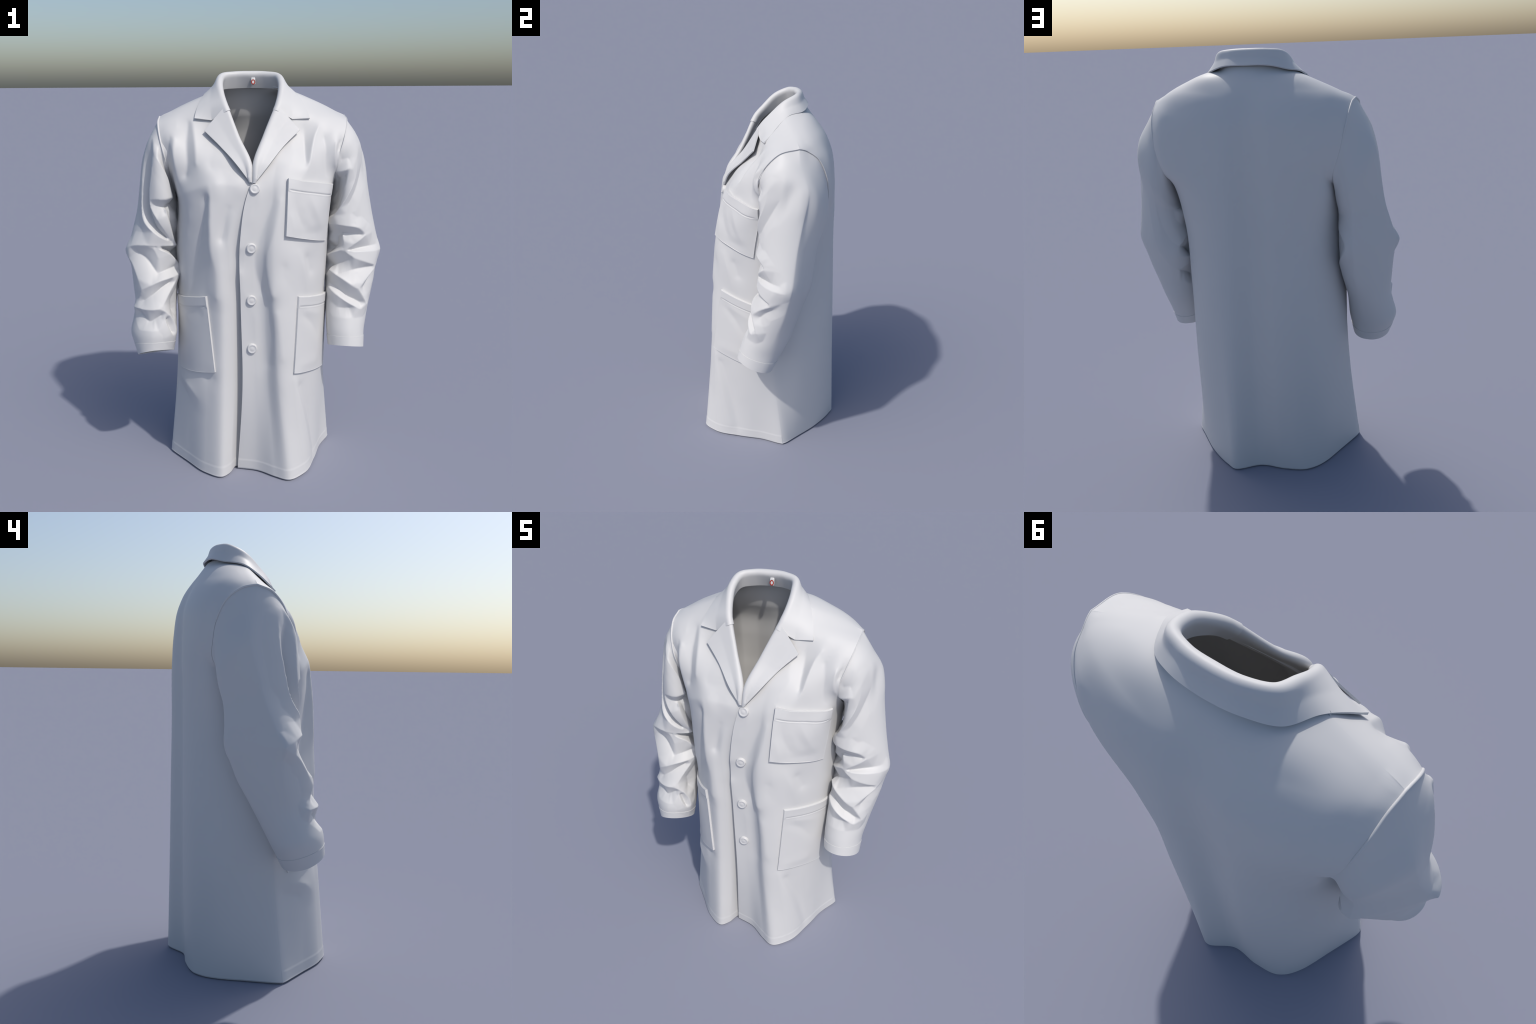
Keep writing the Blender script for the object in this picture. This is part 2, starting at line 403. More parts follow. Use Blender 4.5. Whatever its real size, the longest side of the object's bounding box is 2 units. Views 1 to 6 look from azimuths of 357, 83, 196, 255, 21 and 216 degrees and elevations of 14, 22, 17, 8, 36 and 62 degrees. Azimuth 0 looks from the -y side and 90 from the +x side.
FRONT_L_NET = [
    [(0.234, 1.732, -0.005), (0.237, 1.644, -0.013), (0.238, 1.568, -0.007)],
    [(0.310, 1.728, 0.009), (0.280, 1.670, 0.015), (0.251, 1.568, 0.011), (0.200, 1.475, 0.005)],
    [(0.331, 1.682, -0.006), (0.342, 1.584, -0.012), (0.349, 1.496, -0.007)],
    [(0.390, 1.650, 0.009), (0.385, 1.541, 0.011)],
    [(0.415, 1.658, -0.012), (0.405, 1.618, -0.009)],
    [(0.087, 1.549, -0.005), (0.069, 1.401, -0.009), (0.027, 1.287, -0.011), (-0.017, 1.143, -0.015), (-0.010, 1.034, -0.015), (0.018, 0.947, -0.012)],
    [(0.102, 1.401, 0.005), (0.076, 1.260, 0.007), (0.041, 1.130, 0.011), (0.047, 1.030, 0.012), (0.064, 0.943, 0.012)],
    [(0.185, 1.148, 0.007), (0.211, 1.078, 0.011), (0.234, 0.947, 0.005)],
    [(0.242, 1.113, -0.007), (0.264, 1.030, -0.006)],
    [(0.167, 0.516, 0.005), (0.217, 0.316, 0.006), (0.268, 0.065, 0.003)],
    [(0.201, 0.477, -0.006), (0.251, 0.290, -0.009), (0.288, 0.048, -0.006)],
    [(0.034, 0.921, -0.006), (0.054, 0.755, -0.009), (0.040, 0.577, -0.006)],
    [(0.083, 0.860, 0.005), (0.109, 0.625, 0.005)],
]
right_front0, left_front0 = right_front, left_front
right_front = drape(right_front, FRONT_R_NET, blur=2.8, reach=0.07, relax=700)
left_front = drape(left_front, FRONT_L_NET, blur=2.8, reach=0.07, relax=700)

for g in (right_front, left_front):  # turned-up hem: sewn line with a slight thickening below
    zz = g[..., 2]
    g += grid_normals(g) * (0.0012 * smoothstep((0.056 - zz) / 0.004) + 0.0008 * np.exp(-((zz - 0.056) / 0.003)**2))[..., None]
sheet("front_panel", left_front, T, WHITE, coat, lip=0.009)
sheet("front_panel", right_front, T, WHITE, coat, lip=0.009)
lining = T + 0.028 * smoothstep((1.90 - back[..., 2]) / 0.12) * smoothstep((back[..., 2] - 0.9) / 0.3) * smoothstep((0.33 - np.abs(back[..., 0])) / 0.1)
sheet("back_panel", back, lining, WHITE, coat, lip=0.009)

# ------------------------------------------------------------------ sleeves
# each ring: outer, front, inner, back point
SLEEVE_R = [
    [(-0.522, 0.110, 1.680), (-0.474, -0.068, 1.570), (-0.400, 0.100, 1.340), (-0.442, 0.262, 1.500)],
    [(-0.580, 0.140, 1.545), (-0.485, -0.078, 1.460), (-0.404, 0.080, 1.290), (-0.470, 0.256, 1.390)],
    [(-0.608, 0.090, 1.320), (-0.490, -0.085, 1.290), (-0.400, 0.050, 1.250), (-0.480, 0.232, 1.280)],
    [(-0.655, 0.020, 1.115), (-0.510, -0.080, 1.130), (-0.402, 0.060, 1.100), (-0.482, 0.220, 1.090)],
    [(-0.640, 0.010, 0.990), (-0.520, -0.125, 1.000), (-0.405, 0.000, 0.970), (-0.478, 0.172, 0.960)],
    [(-0.626, -0.028, 0.838), (-0.520, -0.165, 0.860), (-0.418, -0.030, 0.830), (-0.505, 0.092, 0.805)],
    [(-0.650, -0.078, 0.692), (-0.530, -0.210, 0.712), (-0.417, -0.090, 0.692), (-0.520, 0.016, 0.652)],
    [(-0.612, -0.122, 0.588), (-0.530, -0.212, 0.642), (-0.435, -0.110, 0.604), (-0.512, -0.032, 0.566)],
]
SLEEVE_L = [
    [(0.515, 0.110, 1.690), (0.448, -0.080, 1.570), (0.398, 0.100, 1.340), (0.432, 0.266, 1.500)],
    [(0.576, 0.140, 1.560), (0.465, -0.082, 1.460), (0.394, 0.080, 1.290), (0.462, 0.256, 1.400)],
    [(0.614, 0.080, 1.300), (0.475, -0.090, 1.290), (0.380, 0.050, 1.250), (0.470, 0.212, 1.270)],
    [(0.655, 0.045, 1.085), (0.490, -0.092, 1.110), (0.372, 0.050, 1.090), (0.465, 0.178, 1.060)],
    [(0.622, 0.010, 0.930), (0.480, -0.122, 0.960), (0.370, 0.000, 0.950), (0.460, 0.125, 0.910)],
    [(0.585, -0.035, 0.790), (0.465, -0.157, 0.810), (0.362, -0.050, 0.800), (0.465, 0.068, 0.755)],
    [(0.560, -0.080, 0.685), (0.458, -0.197, 0.708), (0.362, -0.090, 0.694), (0.470, 0.012, 0.655)],
    [(0.553, -0.110, 0.596), (0.460, -0.216, 0.640), (0.368, -0.120, 0.616), (0.468, -0.030, 0.580)],
]
# roundness of the four arcs outer-front, front-inner, inner-back, back-outer, ring by ring
ROUND_R = [(1.0, 0.9, 0.95, 1.1), (1.12, 0.88, 0.92, 1.5), (1.2, 0.92, 0.9, 1.75), (1.15, 0.95, 0.9, 1.7),
           (1.08, 1.0, 1.0, 1.4), (1.05, 1.0, 1.12, 1.0), (1.05, 1.0, 1.12, 0.92), (1.0, 1.0, 1.0, 1.0)]
ROUND_L = [(1.0, 0.9, 0.95, 1.15), (1.0, 0.88, 0.92, 1.5), (1.0, 0.92, 0.9, 1.6), (1.0, 0.95, 0.9, 1.4),
           (1.0, 1.0, 0.95, 1.25), (1.0, 1.0, 1.0, 1.1), (1.0, 1.0, 1.0, 1.0), (1.0, 1.0, 1.0, 1.0)]


def ring_points(four, powers):
    O, F, I, B = [np.array(p, float) for p in four]
    C = (O + F + I + B) / 4
    q = RING // 4
    th = np.linspace(0, math.pi / 2, q, endpoint=False)[:, None]
    out = []
    for (a, b), power in zip(((O, F), (F, I), (I, B), (B, O)), powers):
        c = C + 0.0
        out.append(c + (a - c) * np.cos(th)**power + (b - c) * np.sin(th)**power)
    P = np.concatenate(out)
    for _ in range(10):  # even out the joints of the four arcs
        P = 0.5 * P + 0.25 * (np.roll(P, 1, 0) + np.roll(P, -1, 0))
    return P


def sleeve_surface(hole, rings, sign, nv):
    C = hole.mean(0)
    inward = np.array([-sign * 1.0, 0, 0.1])
    start = hole + (C - hole) / np.linalg.norm(C - hole, axis=1)[:, None] * (0.002 if sign < 0 else 0.006)
    first = start + inward * 0.02
    rows = [start]
    for k, ring in enumerate(rings):
        ring = ring_points(ring, (ROUND_R if sign < 0 else ROUND_L)[k])
        if k > 1:  # straight runs between the bends
            rows.append((rows[-1] + ring) / 2)
        rows.append(ring)
    rows = np.stack(rows)
    step = np.linalg.norm(np.diff(rows, axis=0), axis=2).mean(1)
    kv = np.concatenate([[0], np.cumsum(step)])
    S = spline(rows, nv - 1, knots=kv)
    soft = S.copy()
    for _ in range(36):  # the bends are rounded off
        soft[1:-1] = 0.5 * soft[1:-1] + 0.25 * (soft[:-2] + soft[2:])
    S[20:] += (soft[20:] - S[20:]) * smoothstep(np.arange(len(S) - 20) / 30)[:, None, None]
    return np.concatenate([first[None], S])


# ridge and valley lines of the sleeves
SLEEVE_R_NET = [
    [(-0.540, 1.616, 0.006), (-0.554, 1.528, 0.011), (-0.560, 1.425, 0.014), (-0.558, 1.295, 0.017), (-0.553, 1.275, 0.017), (-0.510, 1.222, 0.017), (-0.463, 1.184, 0.014), (-0.435, 1.161, 0.011)],
    [(-0.523, 1.603, -0.011), (-0.537, 1.525, -0.020), (-0.543, 1.429, -0.025), (-0.543, 1.305, -0.028), (-0.530, 1.273, -0.028), (-0.496, 1.229, -0.025), (-0.452, 1.190, -0.011)],
    [(-0.494, 1.591, 0.008), (-0.505, 1.502, 0.017), (-0.517, 1.399, 0.020), (-0.515, 1.357, 0.020), (-0.487, 1.280, 0.017), (-0.459, 1.220, 0.011), (-0.438, 1.170, 0.008)],
    [(-0.483, 1.581, 0.014), (-0.454, 1.501, 0.020), (-0.432, 1.391, 0.022)],
    [(-0.456, 1.566, -0.011), (-0.431, 1.498, -0.017), (-0.421, 1.423, -0.018)],
    [(-0.512, 1.380, 0.020), (-0.468, 1.385, 0.022), (-0.432, 1.387, 0.022)],
    [(-0.500, 1.357, 0.003), (-0.457, 1.344, -0.017), (-0.416, 1.357, -0.018)],
    [(-0.453, 1.334, 0.008), (-0.438, 1.246, 0.014), (-0.424, 1.146, 0.020)],
    [(-0.432, 1.327, -0.017), (-0.417, 1.252, -0.020), (-0.408, 1.170, -0.017)],
    [(-0.654, 1.114, 0.017), (-0.584, 1.151, 0.017), (-0.534, 1.154, 0.020), (-0.477, 1.151, 0.017), (-0.426, 1.145, 0.020)],
    [(-0.607, 1.117, -0.008), (-0.560, 1.089, -0.022), (-0.527, 1.055, -0.020), (-0.499, 1.016, -0.014)],
    [(-0.528, 1.148, 0.017), (-0.508, 1.114, 0.014), (-0.495, 1.087, 0.011)],
    [(-0.510, 1.145, 0.014), (-0.477, 1.122, 0.020), (-0.450, 1.102, 0.020), (-0.421, 1.053, 0.022)],
    [(-0.470, 1.138, -0.017), (-0.435, 1.119, -0.025), (-0.411, 1.090, -0.031)],
    [(-0.499, 1.016, -0.014), (-0.458, 1.028, -0.011), (-0.422, 1.034, -0.003)],
    [(-0.568, 0.939, 0.017), (-0.529, 0.961, 0.017), (-0.490, 0.979, 0.017), (-0.430, 0.991, 0.022), (-0.407, 1.004, 0.028)],
    [(-0.654, 1.111, 0.017), (-0.625, 1.064, 0.014), (-0.601, 1.014, 0.014), (-0.571, 0.939, 0.017)],
    [(-0.571, 0.936, 0.017), (-0.592, 0.888, 0.006), (-0.610, 0.840, 0.020)],
    [(-0.575, 0.883, -0.006), (-0.512, 0.925, -0.014), (-0.475, 0.947, -0.014), (-0.442, 0.964, -0.006)],
    [(-0.424, 0.976, 0.020), (-0.457, 0.912, 0.017), (-0.490, 0.847, 0.020)],
    [(-0.609, 0.838, 0.020), (-0.550, 0.841, 0.014), (-0.497, 0.842, 0.020)],
    [(-0.592, 0.819, -0.011), (-0.553, 0.787, -0.022), (-0.513, 0.800, -0.020), (-0.483, 0.813, -0.006)],
    [(-0.495, 0.842, 0.020), (-0.464, 0.815, 0.020), (-0.440, 0.770, 0.017), (-0.427, 0.722, 0.014), (-0.429, 0.682, 0.008)],
    [(-0.460, 0.790, -0.006), (-0.447, 0.752, -0.011), (-0.438, 0.718, -0.006)],
    [(-0.476, 0.805, 0.008), (-0.456, 0.744, 0.008), (-0.436, 0.688, 0.006)],
    [(-0.439, 0.880, -0.006), (-0.433, 0.823, -0.014)],
    [(-0.401, 0.143, 1.168, -0.004), (-0.412, 0.183, 1.138, -0.020), (-0.406, 0.170, 1.089, -0.020), (-0.403, 0.131, 1.036, -0.004)],
    [(-0.414, 0.177, 1.198, 0.004), (-0.448, 0.218, 1.132, 0.004), (-0.405, 0.122, 1.012, 0.004)],
    [(-0.653, 0.023, 1.118, 0.004), (-0.585, 0.116, 1.124, 0.000)],
]
SLEEVE_L_NET = [
    [(0.499, 1.583, 0.008), (0.496, 1.508, 0.011), (0.470, 1.425, 0.014), (0.432, 1.340, 0.014), (0.385, 1.242, 0.017)],
    [(0.542, 1.540, -0.006), (0.517, 1.448, -0.010), (0.465, 1.351, -0.008)],
    [(0.403, 1.515, 0.014), (0.433, 1.514, 0.017), (0.474, 1.518, 0.014)],
    [(0.424, 1.569, -0.006), (0.462, 1.571, -0.003)],
    [(0.405, 1.468, -0.017), (0.417, 1.470, -0.014), (0.444, 1.489, -0.008)],
    [(0.405, 1.405, -0.015), (0.430, 1.435, -0.008)],
    [(0.401, 1.346, -0.017), (0.403, 1.314, -0.014), (0.421, 1.364, -0.008)],
    [(0.382, 1.236, 0.017), (0.448, 1.241, 0.018), (0.518, 1.222, 0.017), (0.547, 1.194, 0.008)],
    [(0.434, 1.195, -0.020), (0.487, 1.194, -0.015), (0.537, 1.188, -0.004)],
    [(0.437, 1.188, -0.003), (0.445, 1.154, 0.006), (0.444, 1.120, 0.006)],
    [(0.408, 1.171, -0.022), (0.405, 1.132, -0.025), (0.384, 1.111, -0.036)],
    [(0.548, 1.186, 0.011), (0.500, 1.149, 0.011), (0.453, 1.111, 0.011)],
    [(0.472, 1.111, -0.003), (0.543, 1.122, -0.017), (0.583, 1.124, -0.017), (0.630, 1.126, -0.006)],
    [(0.650, 1.091, 0.008), (0.594, 1.099, 0.006), (0.535, 1.104, 0.008), (0.456, 1.108, 0.011)],
    [(0.453, 1.105, 0.011), (0.485, 1.077, 0.013), (0.534, 1.056, 0.013), (0.598, 1.026, 0.011)],
    [(0.378, 1.070, 0.006), (0.405, 1.094, 0.008), (0.438, 1.112, 0.008)],
    [(0.375, 1.016, -0.031), (0.404, 1.039, -0.025), (0.437, 1.057, -0.020), (0.478, 1.074, 0.000)],
    [(0.415, 0.990, 0.000), (0.458, 1.005, -0.011), (0.503, 1.015, -0.014), (0.555, 1.019, -0.011), (0.594, 1.019, 0.000)],
    [(0.382, 1.000, 0.006), (0.408, 0.987, 0.014), (0.456, 0.953, 0.015), (0.504, 0.918, 0.018)],
    [(0.508, 0.920, 0.018), (0.530, 0.880, 0.017), (0.551, 0.831, 0.018)],
    [(0.376, 0.931, -0.006), (0.406, 0.915, -0.020), (0.447, 0.888, -0.025), (0.494, 0.867, -0.022), (0.530, 0.844, -0.008)],
    [(0.380, 0.911, 0.008), (0.420, 0.879, 0.011), (0.469, 0.845, 0.011), (0.519, 0.812, 0.013)],
    [(0.518, 0.925, 0.017), (0.558, 0.967, 0.014), (0.604, 1.005, 0.011)],
    [(0.550, 0.921, -0.008), (0.587, 0.964, -0.010), (0.613, 0.989, -0.006)],
    [(0.406, 0.824, -0.006), (0.433, 0.824, -0.011), (0.469, 0.824, -0.007)],
    [(0.518, 0.188, 1.293, 0.004), (0.515, 0.176, 1.182, 0.006), (0.483, 0.161, 1.021, 0.006), (0.416, 0.121, 0.934, 0.006)],
    [(0.468, 0.222, 1.303, -0.004), (0.457, 0.198, 1.190, -0.006), (0.420, 0.178, 1.102, -0.006), (0.390, 0.155, 1.073, 0.000)],
    [(0.388, 0.152, 1.071, -0.004), (0.373, 0.120, 1.057, -0.020), (0.367, 0.079, 1.037, -0.028)],
    [(0.371, 0.103, 1.131, 0.006), (0.377, 0.136, 1.103, 0.004), (0.389, 0.155, 1.084, 0.004)],
    [(0.493, 0.153, 1.009, 0.004), (0.410, 0.153, 1.021, 0.008), (0.368, 0.065, 1.003, 0.010)],
    [(0.414, 0.121, 0.937, -0.002), (0.389, 0.088, 0.914, -0.020), (0.374, 0.052, 0.895, -0.028)],
    [(0.368, 0.061, 0.977, 0.004), (0.386, 0.106, 0.965, 0.004), (0.411, 0.122, 0.945, 0.002)],
]
SLEEVE_L_PLEATS = [
    [(0.529, 0.034, 1.648, 0.006), (0.540, 0.019, 1.589, 0.008), (0.545, 0.008, 1.537, 0.004)],
    [(0.551, 0.063, 1.606, -0.006), (0.557, 0.048, 1.565, -0.010), (0.567, 0.036, 1.499, -0.005)],
    [(0.575, 0.144, 1.555, -0.006), (0.583, 0.136, 1.465, -0.009), (0.587, 0.125, 1.355, -0.006)],
    [(0.539, 0.179, 1.588, 0.005), (0.556, 0.181, 1.480, 0.005), (0.528, 0.193, 1.362, 0.003)],
    [(0.565, 0.105, 1.589, 0.004), (0.588, 0.097, 1.469, 0.004)],
]


base_sleeves = []


def build_sleeve(hole, rings, sign, folds):
    nv = 380
    P = sleeve_surface(hole, rings, sign, nv)
    if sign > 0:
        P = P[:, ::-1]
    P = P[::-1]  # grid order so that normals point outward
    base_sleeves.append(P)
    if sign > 0:  # long soft pleats of the left upper arm
        P = drape(P, SLEEVE_L_PLEATS, closed=True, blur=4.0, reach=0.06, relax=500)
    P = drape(P, folds, closed=True, blur=0.9, relax=6)
    N = grid_normals(P, True)
    # cuff: last few centimetres, sewn on slightly proud
    d = np.concatenate([[0], np.cumsum(np.linalg.norm(np.diff(P, axis=0), axis=2).mean(1))])
    cut = int(np.searchsorted(d, 0.052))
    body = sheet("sleeve", P[cut:], T, WHITE, coat, closed=True)
    Q = P[:cut + 1] + N[:cut + 1] * 0.0018
    sheet("cuff", Q, T + 0.003, WHITE, body, closed=True)
    return P


sleeve_r = build_sleeve(hole_r, SLEEVE_R, -1, SLEEVE_R_NET)
sleeve_l = build_sleeve(hole_l, SLEEVE_L, 1, SLEEVE_L_NET)

# welted seams along the top of the armholes, the right one standing proud
def welt(line, radius, name):
    L = resample(np.asarray(line), 120)
    tan = np.gradient(L, axis=0)
    tan /= np.linalg.norm(tan, axis=1, keepdims=True)
    up = np.cross(tan, (1.0, 0.0, 0.0))
    up /= np.linalg.norm(up, axis=1, keepdims=True)
    side = np.cross(tan, up)
    taper = radius * smoothstep(np.minimum(np.linspace(0, 1, 120), np.linspace(1, 0, 120)) / 0.12) + 0.0003
    q = np.linspace(0, 2 * math.pi, 12, endpoint=False)
    P = L[:, None] + taper[:, None, None] * (np.cos(q)[None, :, None] * up[:, None] + np.sin(q)[None, :, None] * side[:, None])
    n, m = P.shape[:2]
    faces = [(j*m + i, j*m + (i+1) % m, (j+1)*m + (i+1) % m, (j+1)*m + i) for j in range(n - 1) for i in range(m)]
    return finish_mesh(name, P.reshape(-1, 3), faces, WHITE, coat, sharp=80)


quarter = RING // 4
welt(np.concatenate([hole_r[-int(quarter * 0.9):], hole_r[:int(quarter * 1.15)]]), 0.0042, "armhole_welt")
welt(np.concatenate([hole_l[-int(quarter * 0.95):], hole_l[:int(quarter * 1.2)]]), 0.0020, "armhole_welt")

# ------------------------------------------------------------------ collar and lapels
def rolled(stations, radius, na, nb, ends=0.0):
    """stations: (inner edge N, roll crest T, mid M, outer edge E)."""
    S = np.asarray(stations, float)
    S = spline(S.reshape(len(S), -1), na).reshape(na, 4, 3)
    rows = []
    for (n, t, m, e) in S:
        a = (n - t) / max(np.linalg.norm(n - t), 1e-6)
        b = (m - t) / max(np.linalg.norm(m - t), 1e-6)
        up = -(a + b)
        up /= max(np.linalg.norm(up), 1e-6)
        so = b - a
        so -= up * (so @ up)
        so /= max(np.linalg.norm(so), 1e-6)
        k = len(rows) / (na - 1)
        r = min(radius, 0.45 * np.linalg.norm(e - t) + 0.003)
        if ends:  # the ends of the collar tuck in under the lapels
            r *= 0.97 + 0.03 * float(smoothstep(min(k, 1 - k) / 0.15))
        c = t - up * r
        arc = [c + r * (math.cos(x) * so * -1 + math.sin(x) * up) for x in np.linspace(0, math.pi, 13)]
        inner = [n + (arc[0] - n) * x for x in np.linspace(0, 1, 7)[:-1]]
        ctl = inner + arc
        last = arc[-1]
        for x in np.linspace(0, 1, 13)[1:]:
            ctl.append(last + (m - last) * x)
        for x in np.linspace(0, 1, 17)[1:]:
            ctl.append(m + (e - m) * x)
        ctl = resample(np.array(ctl), nb)
        rows.append(ctl)
    P = np.stack(rows)
    soft = P.copy()
    for _ in range(24):  # no creases inside the sheet, its rims stay
        soft[:, 1:-1] = 0.5 * soft[:, 1:-1] + 0.25 * (soft[:, :-2] + soft[:, 2:])
    a = np.linspace(0, 1, na)
    w = smoothstep(np.minimum(a, 1 - a) / ends) if ends else np.ones(na)
    return P + (soft - P) * (0.08 + 0.92 * w)[:, None, None]


def mid(t, e, k=0.5):
    return tuple(np.array(t) * (1 - k) + np.array(e) * k)


COLLAR_T = [(-0.130, -0.060, 1.808), (-0.142, -0.039, 1.842), (-0.158, 0.005, 1.887), (-0.167, 0.075, 1.952), (-0.153, 0.138, 1.983), (-0.095, 0.166, 1.991),
            (-0.015, 0.174, 1.993),
            (0.062, 0.167, 1.991), (0.117, 0.142, 1.983), (0.131, 0.08, 1.952), (0.121, 0.010, 1.887), (0.104, -0.029, 1.842), (0.091, -0.050, 1.808)]
COLLAR_E = [(-0.298, -0.037, 1.771), (-0.289, -0.010, 1.800), (-0.272, 0.03, 1.840), (-0.236, 0.10, 1.891), (-0.193, 0.171, 1.905), (-0.12, 0.209, 1.924),
            (-0.015, 0.222, 1.927),
            (0.09, 0.210, 1.924), (0.158, 0.175, 1.904), (0.202, 0.10, 1.891), (0.237, 0.035, 1.840), (0.255, -0.005, 1.797), (0.266, -0.040, 1.766)]
COLLAR_N = [(-0.155, -0.030, 1.785), (-0.165, -0.006, 1.815), (-0.170, 0.04, 1.852), (-0.175, 0.10, 1.890), (-0.158, 0.155, 1.910), (-0.095, 0.186, 1.916),
            (-0.015, 0.196, 1.918),
            (0.065, 0.188, 1.916), (0.125, 0.158, 1.910), (0.140, 0.10, 1.890), (0.132, 0.04, 1.852), (0.126, 0.002, 1.815), (0.116, -0.020, 1.785)]
NOTCH_R, NOTCH_L = (-0.213, -0.046, 1.762), (0.178, -0.046, 1.764)
collar_stations = []
for k, (n, t, e) in enumerate(zip(COLLAR_N, COLLAR_T, COLLAR_E)):
    m = NOTCH_R if k == 0 else NOTCH_L if k == 12 else mid(t, e)
    collar_stations.append((n, t, m, e))
collar = rolled(collar_stations, 0.0128, 260, 100, ends=0.05)
sheet("collar", collar, 0.007, WHITE, coat)


def lapel(T_, E_, N_):
    st = [(n, t, mid(t, e), e) for n, t, e in zip(N_, T_, E_)]
    return rolled(st, 0.013, 180, 90)


LAPEL_R_T = [(-0.034, -0.230, 1.480), (-0.031, -0.207, 1.555), (-0.087, -0.119, 1.690), (-0.140, -0.043, 1.838)]
LAPEL_R_E = [(-0.040, -0.230, 1.484), (-0.090, -0.212, 1.550), (-0.172, -0.139, 1.640), (-0.251, -0.084, 1.716)]
LAPEL_R_N = [(-0.050, -0.222, 1.475), (-0.075, -0.180, 1.545), (-0.125, -0.095, 1.680), (-0.165, -0.010, 1.815)]
LAPEL_L_T = [(-0.024, -0.234, 1.476), (-0.020, -0.210, 1.560), (0.034, -0.117, 1.690), (0.102, -0.033, 1.838)]
LAPEL_L_E = [(-0.016, -0.234, 1.480), (0.042, -0.214, 1.548), (0.127, -0.141, 1.640), (0.211, -0.089, 1.715)]
LAPEL_L_N = [(-0.005, -0.226, 1.475), (0.020, -0.180, 1.545), (0.075, -0.095, 1.680), (0.125, -0.005, 1.815)]
lap_r = lapel(LAPEL_R_T, LAPEL_R_E, LAPEL_R_N)
lap_l = lapel(LAPEL_L_T, LAPEL_L_E, LAPEL_L_N)
sheet("lapel", lap_l[::-1], 0.006, WHITE, coat)
sheet("lapel", lap_r, 0.006, WHITE, coat)

# ------------------------------------------------------------------ pockets
def bvh_of(P):
    nv, nu = P.shape[:2]
    idx = [(j*nu+i, j*nu+i+1, (j+1)*nu+i+1, (j+1)*nu+i) for j in range(nv-1) for i in range(nu-1)]
    return BVHTree.FromPolygons([Vector(p) for p in P.reshape(-1, 3)], idx)


bvh_r, bvh_l = bvh_of(right_front), bvh_of(left_front)


def drop(bvh, x, z):
    hit = bvh.ray_cast(Vector((x, -1.5, z)), Vector((0, 1, 0)))
    if hit[0] is None:
        hit = bvh.find_nearest(Vector((x, -0.2, z)))[:2] + (0, 0)
    p, n = np.array(hit[0]), np.array(hit[1])
    return p, (n if n[1] < 0 else -n)


def pocket(corners, bvh, stand, stitch, folds, name):
    """Patch pocket: corners TL, TR, BL, BR in (x, z), laid on the panel."""
    tl, tr, bl, br = [np.array(c, float) for c in corners]
    nu, nv = 90, 120
    u = np.linspace(0, 1, nu)[None, :, None]
    v = np.linspace(0, 1, nv)[:, None, None]
    xz = (bl*(1-u) + br*u)*(1-v) + (tl*(1-u) + tr*u)*v
    base = np.zeros((nv, nu, 3))
    for j in range(nv):
        for i in range(nu):
            base[j, i] = drop(bvh, *xz[j, i])[0]
    for _ in range(14):  # the pocket cloth bridges small folds of the panel
        base[1:-1, 1:-1] = 0.25*(base[:-2, 1:-1] + base[2:, 1:-1] + base[1:-1, :-2] + base[1:-1, 2:])
    N = grid_normals(base)
    for _ in range(20):
        N[1:-1, 1:-1] = 0.25*(N[:-2, 1:-1] + N[2:, 1:-1] + N[1:-1, :-2] + N[1:-1, 2:])
    N /= np.linalg.norm(N, axis=2, keepdims=True)
    height = (stand[0] * (1 - u) + stand[1] * u)[..., 0] * np.ones((nv, 1))
    top_d = np.linalg.norm(tl - bl) * (1 - v[..., 0])
    P = base + N * height[..., None]
    groove = np.exp(-((top_d - stitch) / 0.0035)**2) * smoothstep(np.minimum(u, 1-u)[..., 0] / 0.08)
    below = smoothstep((top_d - stitch) / 0.01)
    P = P - N * (groove * 0.004 + below * 0.0025)[..., None]
    P = drape(P, folds, blur=3.0, reach=0.03) if folds else P
    # side walls down to the panel, with a small rounded shoulder
    M = np.pad(P, ((2, 2), (2, 2), (0, 0)), mode="edge")
    NP = np.pad(N, ((2, 2), (2, 2), (0, 0)), mode="edge")
    B = np.pad(base, ((2, 2), (2, 2), (0, 0)), mode="edge")
    HP = np.pad(height, ((2, 2), (2, 2)), mode="edge")[..., None]
    ring1 = np.zeros(M.shape[:2], bool); ring1[1:-1, 1:-1] = True; ring1[2:-2, 2:-2] = False
    ring0 = np.ones(M.shape[:2], bool); ring0[1:-1, 1:-1] = False
    M[ring1] = B[ring1] + NP[ring1] * (HP[ring1] - 0.002)
    M[ring0] = B[ring0] - NP[ring0] * 0.006
    inner = np.zeros(M.shape[:2], bool); inner[2:-2, 2:-2] = True
    # inset the shoulder so the edge is rounded
    c = M[2:-2, 2:-2]
    for sl_a, sl_b in (((0, slice(None)), (1, slice(None))), ((-1, slice(None)), (-2, slice(None))),
                       ((slice(None), 0), (slice(None), 1)), ((slice(None), -1), (slice(None), -2))):
        c[sl_a] = 0.55 * c[sl_a] + 0.45 * c[sl_b]
    nvv, nuu = M.shape[:2]
    faces = [(j*nuu+i, j*nuu+i+1, (j+1)*nuu+i+1, (j+1)*nuu+i) for j in range(nvv-1) for i in range(nuu-1)]
    return finish_mesh(name, M.reshape(-1, 3), faces, WHITE, coat, sharp=60)


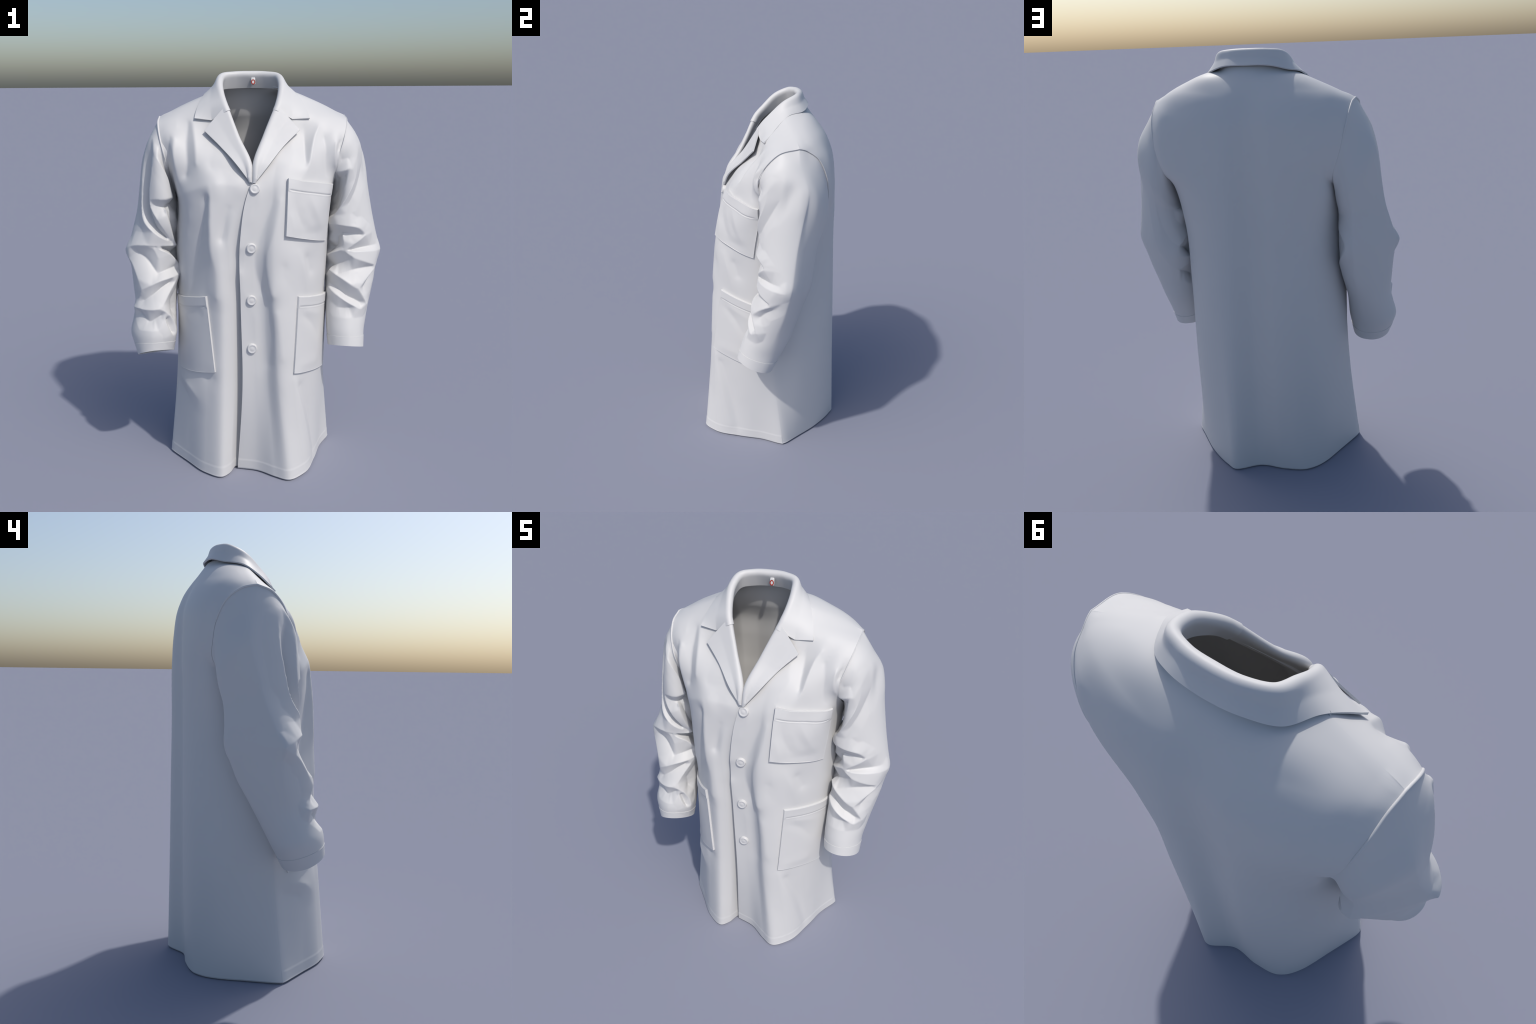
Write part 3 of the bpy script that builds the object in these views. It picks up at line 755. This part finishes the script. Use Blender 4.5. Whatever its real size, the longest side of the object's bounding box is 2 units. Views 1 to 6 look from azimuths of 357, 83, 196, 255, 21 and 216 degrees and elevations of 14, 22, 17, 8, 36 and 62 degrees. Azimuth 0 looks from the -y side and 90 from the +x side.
POCKET_FOLDS = [
    [[(0.170, 1.43, -0.001), (0.185, 1.35, -0.006), (0.215, 1.27, -0.006)], [(0.245, 1.42, 0.002), (0.275, 1.35, 0.005), (0.31, 1.26, 0.003)],
     [(0.215, 1.235, -0.004), (0.29, 1.225, -0.004)], [(0.155, 1.33, 0.002), (0.165, 1.26, 0.003)]],
    [[(0.215, 0.83, -0.003), (0.26, 0.78, -0.005), (0.30, 0.70, -0.003)], [(0.24, 0.84, 0.002), (0.31, 0.80, 0.003)], [(0.20, 0.58, 0.002), (0.29, 0.56, 0.003)]],
    [[(-0.36, 0.825, -0.002), (-0.29, 0.835, -0.003)]],
]
pocket([(0.139, 1.495), (0.374, 1.452), (0.121, 1.233), (0.340, 1.171)], bvh_l, (0.022, 0.010), 0.05, POCKET_FOLDS[0], "chest_pocket")
pocket([(0.186, 0.929), (0.362, 0.876), (0.162, 0.551), (0.337, 0.497)], bvh_l, (0.013, 0.012), 0.05, POCKET_FOLDS[1], "hip_pocket")
pocket([(-0.405, 0.879), (-0.253, 0.930), (-0.395, 0.505), (-0.218, 0.553)], bvh_r, (0.008, 0.013), 0.05, POCKET_FOLDS[2], "hip_pocket")

# ------------------------------------------------------------------ buttons
def button_mesh(radius):
    prof = [(0, 0.0112), (0.14, 0.0111), (0.26, 0.0107), (0.38, 0.0100), (0.48, 0.0096), (0.58, 0.0098), (0.68, 0.0106),
            (0.76, 0.0112), (0.84, 0.0110), (0.89, 0.0098), (0.93, 0.0070), (0.97, 0.0030), (1.02, 0.0), (1.04, -0.006)]
    n = 64
    verts, faces = [(0, 0, prof[0][1])], []
    for r, h in prof[1:]:
        verts += [(radius*r*math.cos(2*math.pi*k/n), radius*r*math.sin(2*math.pi*k/n), h) for k in range(n)]
    for k in range(n):
        faces.append((0, 1 + k, 1 + (k+1) % n))
    for j in range(len(prof) - 2):
        for k in range(n):
            a, b = 1 + j*n + k, 1 + j*n + (k+1) % n
            faces.append((a, a + n, b + n, b))
    me = bpy.data.meshes.new("button")
    me.from_pydata(verts, [], faces)
    me.polygons.foreach_set("use_smooth", [True] * len(me.polygons))
    me.materials.append(BUTTON)
    return me


bm = button_mesh(0.0255)
for x, z in ((-0.018, 1.452), (-0.038, 1.171), (-0.039, 0.915), (-0.038, 0.670)):
    p, n = drop(bvh_l, x, z)
    ob = bpy.data.objects.new("button", bm)
    bpy.context.scene.collection.objects.link(ob)
    ob.parent = coat
    ob.rotation_mode = "QUATERNION"
    ob.rotation_quaternion = Vector(n).to_track_quat("Z", "Y")
    ob.location = Vector(p) + Vector(n) * 0.001

# ------------------------------------------------------------------ neck tag with its red ring
def neck_tag(centre, width, height, depth):
    """Small padded tag hanging under the collar roll, with a printed red ring."""
    n, m = 21, 31
    verts, faces = [], []
    for side in (1, -1):
        for j in range(m):
            for i in range(n):
                u, v = 2 * i / (n - 1) - 1, 2 * j / (m - 1) - 1
                k = (abs(u)**5 + abs(v)**5)**0.2 if (u or v) else 1
                k = max(abs(u), abs(v)) / max(k, 1e-6)  # rounded rectangle
                x, z = u * k * width / 2, v * k * height / 2
                edge = 1 - max(abs(u), abs(v))**8
                verts.append((x, -side * depth / 2 * edge + 0.004 * v, z))
    o = n * m
    for j in range(m - 1):
        for i in range(n - 1):
            a, b, c, d = j*n+i, j*n+i+1, (j+1)*n+i+1, (j+1)*n+i
            faces.append((a, b, c, d))
            faces.append((o + a, o + d, o + c, o + b))
    verts = [tuple(np.array(p) + centre) for p in verts]
    tag = finish_mesh("neck_tag", verts, faces, WHITE, coat, sharp=80)
    ring_v, ring_f = [], []
    K, M = 48, 8
    for a in range(K):
        t = 2 * math.pi * a / K
        for b in range(M):
            q = 2 * math.pi * b / M
            rx, rz = 0.0082 + 0.0026 * math.cos(q), 0.0104 + 0.0026 * math.cos(q)
            z = rz * math.sin(t) - 0.004
            ring_v.append(tuple(np.array((rx * math.cos(t), -depth / 2 - 0.0008 * math.sin(q) - 0.0002 + 0.004 * z / (height / 2), z)) + centre))
    for a in range(K):
        for b in range(M):
            ring_f.append((a*M + b, a*M + (b+1) % M, ((a+1) % K)*M + (b+1) % M, ((a+1) % K)*M + b))
    finish_mesh("printed_ring", ring_v, ring_f, RED, tag, sharp=80)


neck_tag(np.array((0.0, 0.160, 1.949)), 0.023, 0.037, 0.008)
